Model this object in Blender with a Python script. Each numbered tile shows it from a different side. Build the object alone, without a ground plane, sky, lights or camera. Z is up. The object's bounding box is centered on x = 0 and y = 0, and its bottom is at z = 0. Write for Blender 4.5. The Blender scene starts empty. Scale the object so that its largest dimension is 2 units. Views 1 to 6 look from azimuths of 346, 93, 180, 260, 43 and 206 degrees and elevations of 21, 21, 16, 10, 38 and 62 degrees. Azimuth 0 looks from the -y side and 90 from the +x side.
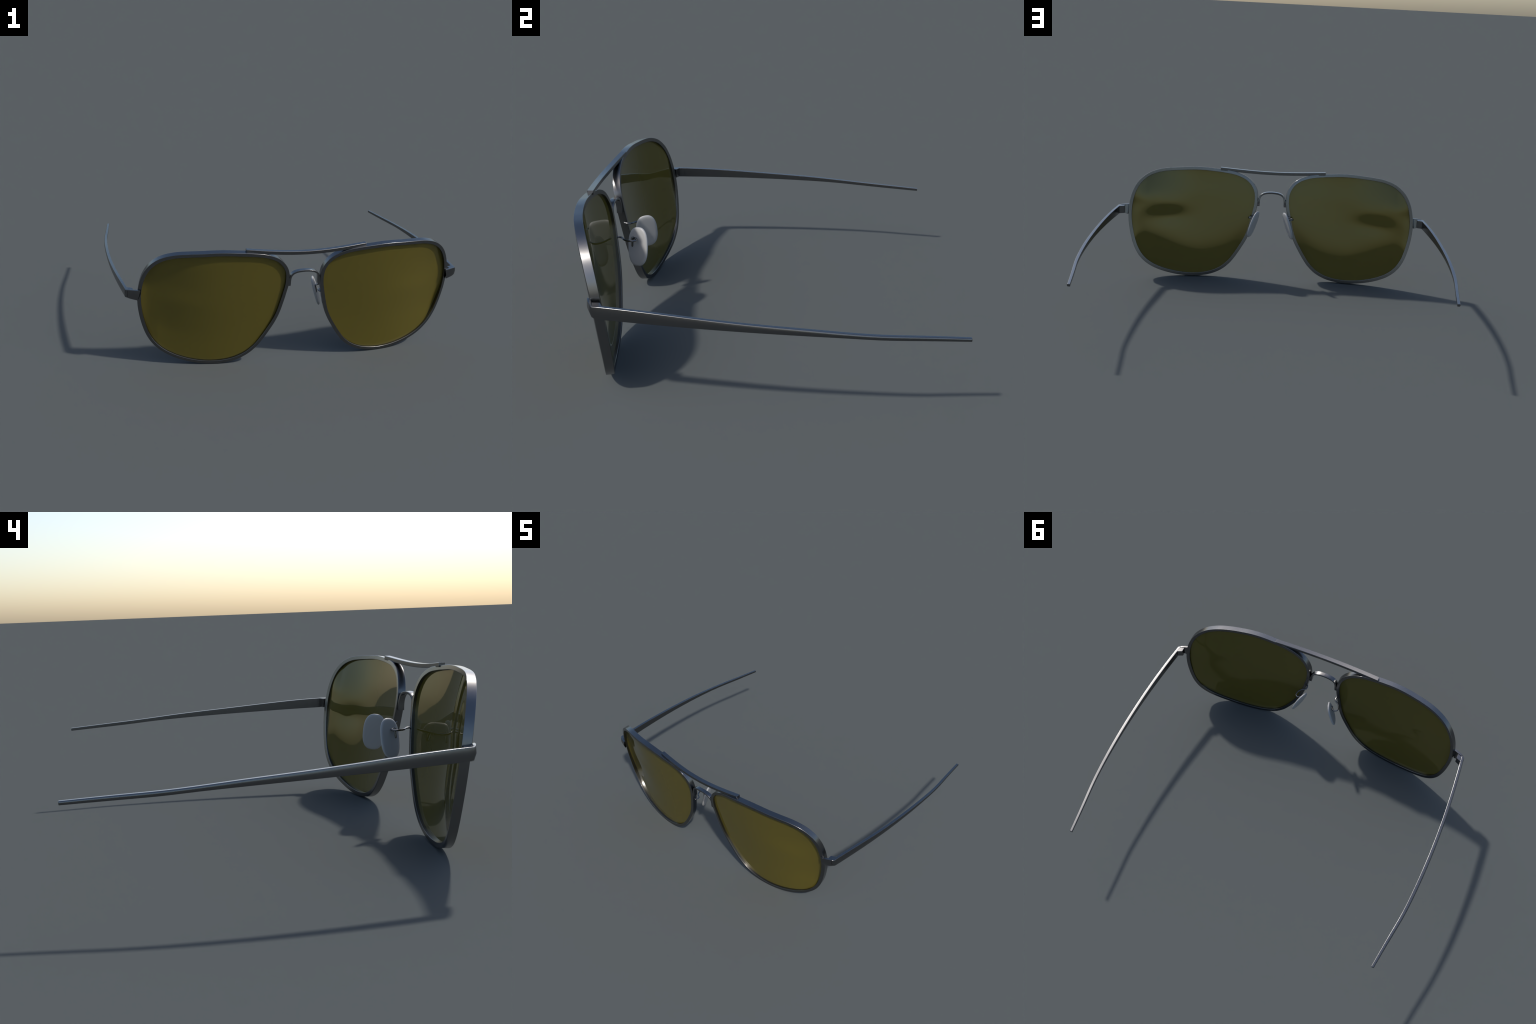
import bpy, bmesh, math
from mathutils import Vector

# ------------------------------------------------------------------ helpers
def spline(knots, vals):
    """natural cubic spline through (knots, vals) -> callable"""
    n = len(knots)
    h = [knots[i+1]-knots[i] for i in range(n-1)]
    a, b, c, d = [0.0]*n, [1.0]*n, [0.0]*n, [0.0]*n
    for i in range(1, n-1):
        a[i], b[i], c[i] = h[i-1], 2*(h[i-1]+h[i]), h[i]
        d[i] = 6*((vals[i+1]-vals[i])/h[i]-(vals[i]-vals[i-1])/h[i-1])
    for i in range(1, n):
        w = a[i]/b[i-1]
        b[i] -= w*c[i-1]
        d[i] -= w*d[i-1]
    m = [0.0]*n
    m[-1] = d[-1]/b[-1]
    for i in range(n-2, -1, -1):
        m[i] = (d[i]-c[i]*m[i+1])/b[i]
    def f(t):
        i = 0
        while i < n-2 and t > knots[i+1]:
            i += 1
        u, v = (knots[i+1]-t)/h[i], (t-knots[i])/h[i]
        return (u*vals[i]+v*vals[i+1]
                + h[i]*h[i]/6*((u**3-u)*m[i]+(v**3-v)*m[i+1]))
    return f

def closed_curve(vals, t):
    """periodic Catmull-Rom through evenly spaced values, t in 0..1"""
    n = len(vals)
    s = (t % 1.0)*n
    i = int(s)
    u = s-i
    p0, p1, p2, p3 = (vals[(i+k) % n] for k in (-1, 0, 1, 2))
    return 0.5*(2*p1+(p2-p0)*u+(2*p0-5*p1+4*p2-p3)*u*u+(3*p1-p0-3*p2+p3)*u**3)

def make_object(name, verts, faces, mat, side=1, parent=None, bevel=0.0, segs=2, angle=30, smooth=None):
    """mesh object; side=-1 mirrors it across the nose plane"""
    me = bpy.data.meshes.new(name)
    me.from_pydata([(v[0]*side, v[1], v[2]) for v in verts], [], faces)
    me.update()
    bm = bmesh.new()
    bm.from_mesh(me)
    bmesh.ops.remove_doubles(bm, verts=bm.verts, dist=1e-6)
    bmesh.ops.recalc_face_normals(bm, faces=bm.faces)
    if bevel:
        lim = math.radians(angle)
        sharp = [e for e in bm.edges if len(e.link_faces) == 2 and e.calc_face_angle(0) > lim]
        bmesh.ops.bevel(bm, geom=sharp, offset=bevel, offset_type='OFFSET', segments=segs,
                        profile=0.6, affect='EDGES', clamp_overlap=True)
    bm.to_mesh(me)
    bm.free()
    me.materials.append(mat)
    me.polygons.foreach_set('use_smooth', [True]*len(me.polygons))
    me.set_sharp_from_angle(angle=math.radians(smooth or 38))
    ob = bpy.data.objects.new(name, me)
    bpy.context.scene.collection.objects.link(ob)
    if parent:
        ob.parent = parent
    if bevel:
        wn = ob.modifiers.new('weighted', 'WEIGHTED_NORMAL')
        wn.keep_sharp = True
        wn.weight = 80
    return ob

def loft(sections, closed=False):
    """skin a list of equally long point loops"""
    n, k = len(sections), len(sections[0])
    verts = [p for s in sections for p in s]
    faces = []
    for i in range(n if closed else n-1):
        j = (i+1) % n
        for a in range(k):
            b = (a+1) % k
            faces.append((i*k+a, i*k+b, j*k+b, j*k+a))
    if not closed:
        faces.append(tuple(range(k-1, -1, -1)))
        faces.append(tuple((n-1)*k+a for a in range(k)))
    return verts, faces

def tube(path, radius, sides=12, caps=True):
    """round wire along a list of points, rounded ends"""
    pts = [Vector(p) for p in path]
    secs = []
    up = Vector((0, 0, 1))
    prev = None
    for i, p in enumerate(pts):
        t = (pts[min(i+1, len(pts)-1)]-pts[max(i-1, 0)]).normalized()
        a = prev if prev is not None else (up if abs(t.dot(up)) < 0.9 else Vector((1, 0, 0)))
        a = (a-t*a.dot(t)).normalized()
        prev = a
        b = t.cross(a)
        ring = lambda c, r: [c+(a*math.cos(q)+b*math.sin(q))*r
                             for q in (2*math.pi*k/sides for k in range(sides))]
        if caps and i == 0:
            secs += [ring(p-t*radius*math.sin(g), radius*math.cos(g)) for g in (1.3, 0.9, 0.45)]
        secs.append(ring(p, radius))
        if caps and i == len(pts)-1:
            secs += [ring(p+t*radius*math.sin(g), radius*math.cos(g)) for g in (0.45, 0.9, 1.3)]
    return loft(secs)

def smooth_path(pts, n):
    """n points on a natural spline through pts"""
    d = [0.0]
    for p, q in zip(pts, pts[1:]):
        d.append(d[-1]+(Vector(q)-Vector(p)).length)
    fs = [spline(d, [p[k] for p in pts]) for k in range(3)]
    return [tuple(f(d[-1]*i/(n-1)) for f in fs) for i in range(n)]

# ---------------------------------------------------------------- materials
def metal_material():
    m = bpy.data.materials.new('gunmetal')
    m.use_nodes = True
    nt = m.node_tree
    b = nt.nodes['Principled BSDF']
    b.inputs['Base Color'].default_value = METAL
    b.inputs['Metallic'].default_value = 1.0
    b.inputs['Roughness'].default_value = METAL_ROUGH
    co = nt.nodes.new('ShaderNodeTexCoord')
    no = nt.nodes.new('ShaderNodeTexNoise')
    no.inputs['Scale'].default_value = 4
    no.inputs['Detail'].default_value = 3
    mr = nt.nodes.new('ShaderNodeMapRange')
    mr.inputs['To Min'].default_value = METAL_ROUGH-0.008
    mr.inputs['To Max'].default_value = METAL_ROUGH+0.008
    nt.links.new(co.outputs['Object'], no.inputs['Vector'])
    nt.links.new(no.outputs['Fac'], mr.inputs['Value'])
    nt.links.new(mr.outputs['Result'], b.inputs['Roughness'])
    return m

def lens_material():
    m = bpy.data.materials.new('tinted_glass')
    m.use_nodes = True
    nt = m.node_tree
    b = nt.nodes['Principled BSDF']
    b.inputs['Roughness'].default_value = LENS_ROUGH
    b.inputs['IOR'].default_value = 1.5
    b.inputs['Metallic'].default_value = 0.24      # thin mirror coating
    co = nt.nodes.new('ShaderNodeTexCoord')
    no = nt.nodes.new('ShaderNodeTexNoise')
    no.inputs['Scale'].default_value = 1.5
    mx = nt.nodes.new('ShaderNodeMix')
    mx.data_type = 'RGBA'
    mx.inputs['A'].default_value = LENS
    mx.inputs['B'].default_value = tuple(c*1.04 for c in LENS[:3])+(1,)
    nt.links.new(co.outputs['Object'], no.inputs['Vector'])
    nt.links.new(no.outputs['Fac'], mx.inputs['Factor'])
    nt.links.new(mx.outputs['Result'], b.inputs['Base Color'])
    return m

def pad_material():
    m = bpy.data.materials.new('milky_silicone')
    m.use_nodes = True
    nt = m.node_tree
    b = nt.nodes['Principled BSDF']
    b.inputs['Base Color'].default_value = PAD
    b.inputs['Roughness'].default_value = 0.45
    return m

METAL, METAL_ROUGH = (0.183, 0.183, 0.185, 1), 0.245
LENS, LENS_ROUGH = (0.116, 0.093, 0.0165, 1), 0.03
PAD = (0.365, 0.362, 0.358, 1)
METAL_M, LENS_M, PAD_M = metal_material(), lens_material(), pad_material()

# ------------------------------------------------------- shape of the front
CENTRE = (0.5, 0.3603)
RADII = [0.383, 0.3908, 0.4025, 0.4164, 0.426, 0.4226, 0.4048, 0.383, 0.3694, 0.3674, 0.3729, 0.3854,
         0.4097, 0.4423, 0.4654, 0.4619, 0.4347, 0.4034, 0.3831, 0.373, 0.3668, 0.365, 0.3716, 0.3841,
         0.3945, 0.3982, 0.397, 0.3947, 0.3935, 0.395, 0.3993, 0.403, 0.4011, 0.3929, 0.3839, 0.3802]
RIM_WIDTH = 0.0185
SURF = [-0.671, 0.1034, -0.1528, 0.3967, -0.0053, 0.0757, 0.2709, -0.011, 0.2233, 0.1356]

def front_y(x, z):
    """depth of the back edge of the front, a shallow saddle-free dome"""
    x, z = x-0.5, z-0.35
    c = SURF
    return (c[0]+c[1]*x+c[2]*z+c[3]*x*x+c[4]*x*z+c[5]*z*z
            + c[6]*x**3+c[7]*x*x*z+c[8]*x*z*z+c[9]*z**3)

def depth_dir(x, z):
    """vector from the back edge of the rim to its front edge"""
    return Vector((0.0013+(x-0.5)*0.0116, -0.0355, -0.0048))

def outline(t):
    th = 2*math.pi*t
    r = closed_curve(RADII, t)+0.0009
    return CENTRE[0]+r*math.cos(th), CENTRE[1]+0.9*r*math.sin(th)

N = 360
OUT = [outline(i/N) for i in range(N)]
NRM = []
for i in range(N):
    (xa, za), (xb, zb) = OUT[i-2], OUT[(i+2) % N]
    l = math.hypot(xb-xa, zb-za)
    NRM.append((-(zb-za)/l, (xb-xa)/l))            # points inwards

def rim_point(i, inset, f):
    x, z = OUT[i]
    x, z = x+NRM[i][0]*inset, z+NRM[i][1]*inset
    return Vector((x, front_y(x, z), z))+depth_dir(x, z)*f

def build_rim(side, parent):
    secs = [[rim_point(i, -0.0004, 0.04), rim_point(i, RIM_WIDTH, 0), rim_point(i, RIM_WIDTH, 1), rim_point(i, 0, 1)]
            for i in range(N)]
    v, f = loft(secs, closed=True)
    return make_object('rim', v, f, METAL_M, side, parent, bevel=0.0016, segs=3, angle=50)

LENS_BACK, LENS_FRONT = 0.38, 0.62

EDGE_INSET = RIM_WIDTH-0.004
EDGE = [(OUT[i][0]+NRM[i][0]*EDGE_INSET, OUT[i][1]+NRM[i][1]*EDGE_INSET) for i in range(N)]
X_LO, X_HI = min(p[0] for p in EDGE), max(p[0] for p in EDGE)

def edge_span(x):
    """lowest and highest point of the lens edge on the upright line at x"""
    hits = []
    for (xa, za), (xb, zb) in zip(EDGE, EDGE[1:]+EDGE[:1]):
        if (xa-x)*(xb-x) <= 0 and xa != xb:
            hits.append(za+(zb-za)*(x-xa)/(xb-xa))
    return (min(hits), max(hits)) if hits else (0.4, 0.4)

SPAN = [edge_span(X_LO+1e-4+(X_HI-X_LO-2e-4)*i/300) for i in range(301)]
# how far (mm) the lens lies behind the rim's own curve, across its width ...
ACROSS = spline([X_LO, .15, .30, .40, .50, .60, .70, .765, .81, .84, X_HI],
                [0, 1.0, 3.6, 5.0, 7.5, 12.5, 18.5, 20.0, 17.0, 12.0, 0])
# ... and up its height, as a flat-topped hump (plus a faint ripple, below)
UPWARDS = spline([0, .13, .24, .34, .43, .53, .61, .69, .77, .88, 1],
                 [0, .47, .83, .985, 1.03, 1.05, 1.06, 1.03, .94, .57, 0])

def lens_flattening(x, z, k):
    s = min(max((min(x, 0.78)-X_LO)/(X_HI-X_LO), 0), 1)*299.999
    i = int(s)
    lo = SPAN[i][0]+(SPAN[i+1][0]-SPAN[i][0])*(s-i)
    hi = SPAN[i][1]+(SPAN[i+1][1]-SPAN[i][1])*(s-i)
    t = min(max((z-lo)/max(hi-lo, 1e-4), 0), 1)
    u = (z-0.425)/0.045
    ripple = 0.0020*u*math.exp(-u*u/2)*(
        math.exp(-((x-0.655)/0.08)**2/2)-0.35*math.exp(-((x-0.84)/0.05)**2/2))
    return Vector((0, 0.001*ACROSS(min(max(x, X_LO), X_HI))*UPWARDS(t)+ripple, 0))

def build_lens(side, parent):
    rings = 40
    verts, faces = [], []
    edge = EDGE
    cx, cz = 0.49, 0.36
    for f in (LENS_BACK, LENS_FRONT):
        base = len(verts)
        for r in range(1, rings+1):
            k = r/rings
            for ex, ez in edge:
                x, z = cx+(ex-cx)*k, cz+(ez-cz)*k
                verts.append(Vector((x, front_y(x, z), z))+depth_dir(x, z)*f+lens_flattening(x, z, k))
        c = len(verts)
        verts.append(Vector((cx, front_y(cx, cz), cz))+depth_dir(cx, cz)*f+lens_flattening(cx, cz, 0))
        for i in range(N):
            j = (i+1) % N
            faces.append((c, base+i, base+j))
            for r in range(rings-1):
                a, b = base+r*N, base+(r+1)*N
                faces.append((a+i, b+i, b+j, a+j))
    step = rings*N+1
    o = (rings-1)*N
    for i in range(N):
        j = (i+1) % N
        faces.append((o+i, step+o+i, step+o+j, o+j))
    return make_object('lens', verts, faces, LENS_M, side, parent, smooth=60)

# ------------------------------------------------------------------ brow bar
def build_brow_bar(parent):
    secs = []
    n = 60
    for i in range(n+1):
        x = -0.3315+0.663*i/n
        q = x*x*10
        y = -0.7660+0.0245*q-0.0035*q*q
        z = 0.6765+0.0213*q-0.0040*q*q
        secs.append([(x, y, z), (x, y+0.0265, z+0.0005), (x, y+0.0275, z-0.0178), (x, y+0.001, z-0.0188)])
    v, f = loft(secs)
    return make_object('brow_bar', v, f, METAL_M, 1, parent, bevel=0.0020, segs=3, angle=50)

# -------------------------------------------------------------------- bridge
def build_bridge(parent):
    half = [(0.0, -0.7150, 0.5512), (0.026, -0.7147, 0.5497), (0.050, -0.7135, 0.5445), (0.0675, -0.7120, 0.5345),
            (0.0765, -0.7100, 0.5210), (0.0803, -0.7080, 0.506), (0.0820, -0.7065, 0.488), (0.0836, -0.7065, 0.4655)]
    right = smooth_path(half, 48)
    path = [(-p[0], p[1], p[2]) for p in right[:0:-1]]+right
    secs = []
    for i, p in enumerate(path):
        a, b = path[max(i-1, 0)], path[min(i+1, len(path)-1)]
        t = Vector((b[0]-a[0], 0, b[2]-a[2])).normalized()
        nrm = Vector((-t.z, 0, t.x))               # outwards of the arch
        low = min(1, max(0, (0.512-p[2])/0.035))
        o, q = 0.0055+0.0095*low, 0.0055+0.0012*low
        p = Vector(p)
        d = Vector((0, 0.0135, 0))
        p.z -= 0.0015
        secs.append([p+nrm*o-d, p+nrm*o+d, p-nrm*q+d, p-nrm*q-d])
    v, f = loft(secs)
    return make_object('bridge', v, f, METAL_M, 1, parent, bevel=0.0024, segs=3, angle=50)

# --------------------------------------------------------------- nose pads
PAD_C = Vector((0.1085, -0.5875, 0.3700))
PAD_UP = Vector((-0.053, -0.004, 0.168)).normalized()
PAD_W = Vector((math.sin(math.radians(21)), math.cos(math.radians(21)), 0))
PAD_W = (PAD_W-PAD_UP*PAD_W.dot(PAD_UP)).normalized()
PAD_N = PAD_UP.cross(PAD_W).normalized()

def build_pad(side, parent):
    n, secs = 72, []
    for (k, h) in [(0.02, 1.0), (0.4, 0.99), (0.75, 0.95), (0.88, 0.86), (0.95, 0.66), (0.985, 0.36), (1.0, 0.0)]:
        secs.append((k, h))
    secs += [(k, -h) for k, h in secs[-2::-1]]
    loops = []
    for k, h in secs:
        loop = []
        for i in range(n):
            q = 2*math.pi*i/n
            c, s = math.cos(q), math.sin(q)
            e = 2/2.55
            a = math.copysign(abs(c)**e, c)*0.0495*k
            b = math.copysign(abs(s)**e, s)*0.0875*k
            loop.append(PAD_C+PAD_W*a+PAD_UP*b+PAD_N*0.0074*h)
        loops.append(loop)
    v, f = loft(loops)
    return make_object('nose_pad', v, f, PAD_M, side, parent, smooth=80)

def build_pad_arm(side, parent):
    pts = [(0.101, -0.692, 0.409), (0.0965, -0.676, 0.4085), (0.1005, -0.661, 0.4075), (0.119, -0.649, 0.4065),
           (0.1335, -0.632, 0.4060), (0.1395, -0.613, 0.4065), (0.136, -0.598, 0.407), (0.126, -0.590, 0.4075),
           (0.112, -0.593, 0.408), (0.102, -0.604, 0.4085), (0.0985, -0.6135, 0.4085)]
    v, f = tube(smooth_path(pts, 60), 0.0043)
    v2, f2 = tube([(0.0995, -0.6125, 0.411), (0.1005, -0.6128, 0.395), (0.1045, -0.6135, 0.372)], 0.0052)
    k = len(v)
    return make_object('nose_pad_arm', list(v)+list(v2), f+[tuple(i+k for i in q) for q in f2],
                       METAL_M, side, parent, smooth=60)

# ----------------------------------------------------- end pieces and temples
def build_end_piece(side, parent):
    secs = [
        [(.8757, -.6225, .4545), (.8830, -.6235, .4260), (.8900, -.6080, .3920), (.8955, -.5930, .3935), (.8850, -.6070, .4545)],
        [(.8930, -.6185, .4547), (.8970, -.6190, .4262), (.9015, -.6050, .3950), (.9040, -.5920, .3965), (.8960, -.6040, .4547)],
        [(.9120, -.6115, .4547), (.9140, -.6125, .4267), (.9170, -.6010, .3985), (.9165, -.5900, .3995), (.9110, -.5985, .4547)],
        [(.9280, -.6040, .4545), (.9305, -.6055, .4277), (.9320, -.5960, .4022), (.9285, -.5870, .4025), (.9250, -.5935, .4545)],
        [(.9400, -.5973, .4540), (.9430, -.5990, .4290), (.9435, -.5905, .4053), (.9375, -.5835, .4053), (.9350, -.5895, .4540)],
    ]
    v, f = loft(secs)
    return make_object('end_piece', v, f, METAL_M, side, parent, bevel=0.0018, segs=2, angle=35)

TY = [-.59, -.45, -.25, 0, .2, .35, .45, .56, .765]
INNER = spline(TY, [.9365, .9515, .969, .9800, .9795, .9738, .9660, .9520, .9275])
TOP = spline(TY, [.4525, .4478, .4355, .4185, .4057, .3940, .3870, .3812, .3698])
BOTTOM = spline(TY, [.4042, .4020, .3975, .3910, .3845, .3775, .3712, .3660, .3575])
THICK = spline(TY, [.0145, .0155, .0160, .0163, .0163, .0158, .0152, .0145, .0130])

def build_temple(side, parent):
    secs = [
        [(.9406, -.5968, .4532), (.9436, -.5986, .4290), (.9442, -.5898, .4058), (.9385, -.5825, .4060), (.9360, -.5885, .4530)],
        [(.9525, -.5870, .4525), (.9555, -.5865, .4300), (.9540, -.5810, .4070), (.9400, -.5730, .4045), (.9390, -.5740, .4525)],
    ]
    n = 70
    for i in range(n+1):
        y = -.555+(.7665+.555)*i/n
        a, t, b, w = INNER(y)-0.0004, TOP(y)+0.0005, BOTTOM(y)-0.0007, THICK(y)+0.0004
        r = min(0.0034, 0.21*(t-b))
        secs.append([(a+w, y, t), (a+w+r, y, b+(t-b)*0.52), (a+w, y, b), (a, y, b), (a, y, t)])
    v, f = loft(secs)
    ob = make_object('temple', v, f, METAL_M, side, parent, bevel=0.0021, segs=3, angle=55, smooth=50)
    plan = [(.9128, -.5965), (.9118, -.5675), (.9400, -.5540), (.9480, -.5600), (.9480, -.5800), (.9360, -.5890)]
    v, f = loft([[(x, y, .4042) for x, y in plan], [(x, y, .4520) for x, y in plan]])
    make_object('hinge', v, f, METAL_M, side, ob, bevel=0.0020, segs=2, angle=35)
    return ob

# ------------------------------------------------------------------ assembly
top = bpy.data.objects.new('sunglasses', None)
bpy.context.scene.collection.objects.link(top)
top['label'] = 'gunmetal double-bridge aviator sunglasses with olive mirrored lenses'
top['category'] = 'sunglasses'
for side in (1, -1):
    build_rim(side, top)
    build_lens(side, top)
    build_end_piece(side, top)
    build_temple(side, top)
    pad = build_pad(side, top)
    build_pad_arm(side, pad)
build_brow_bar(top)
build_bridge(top)
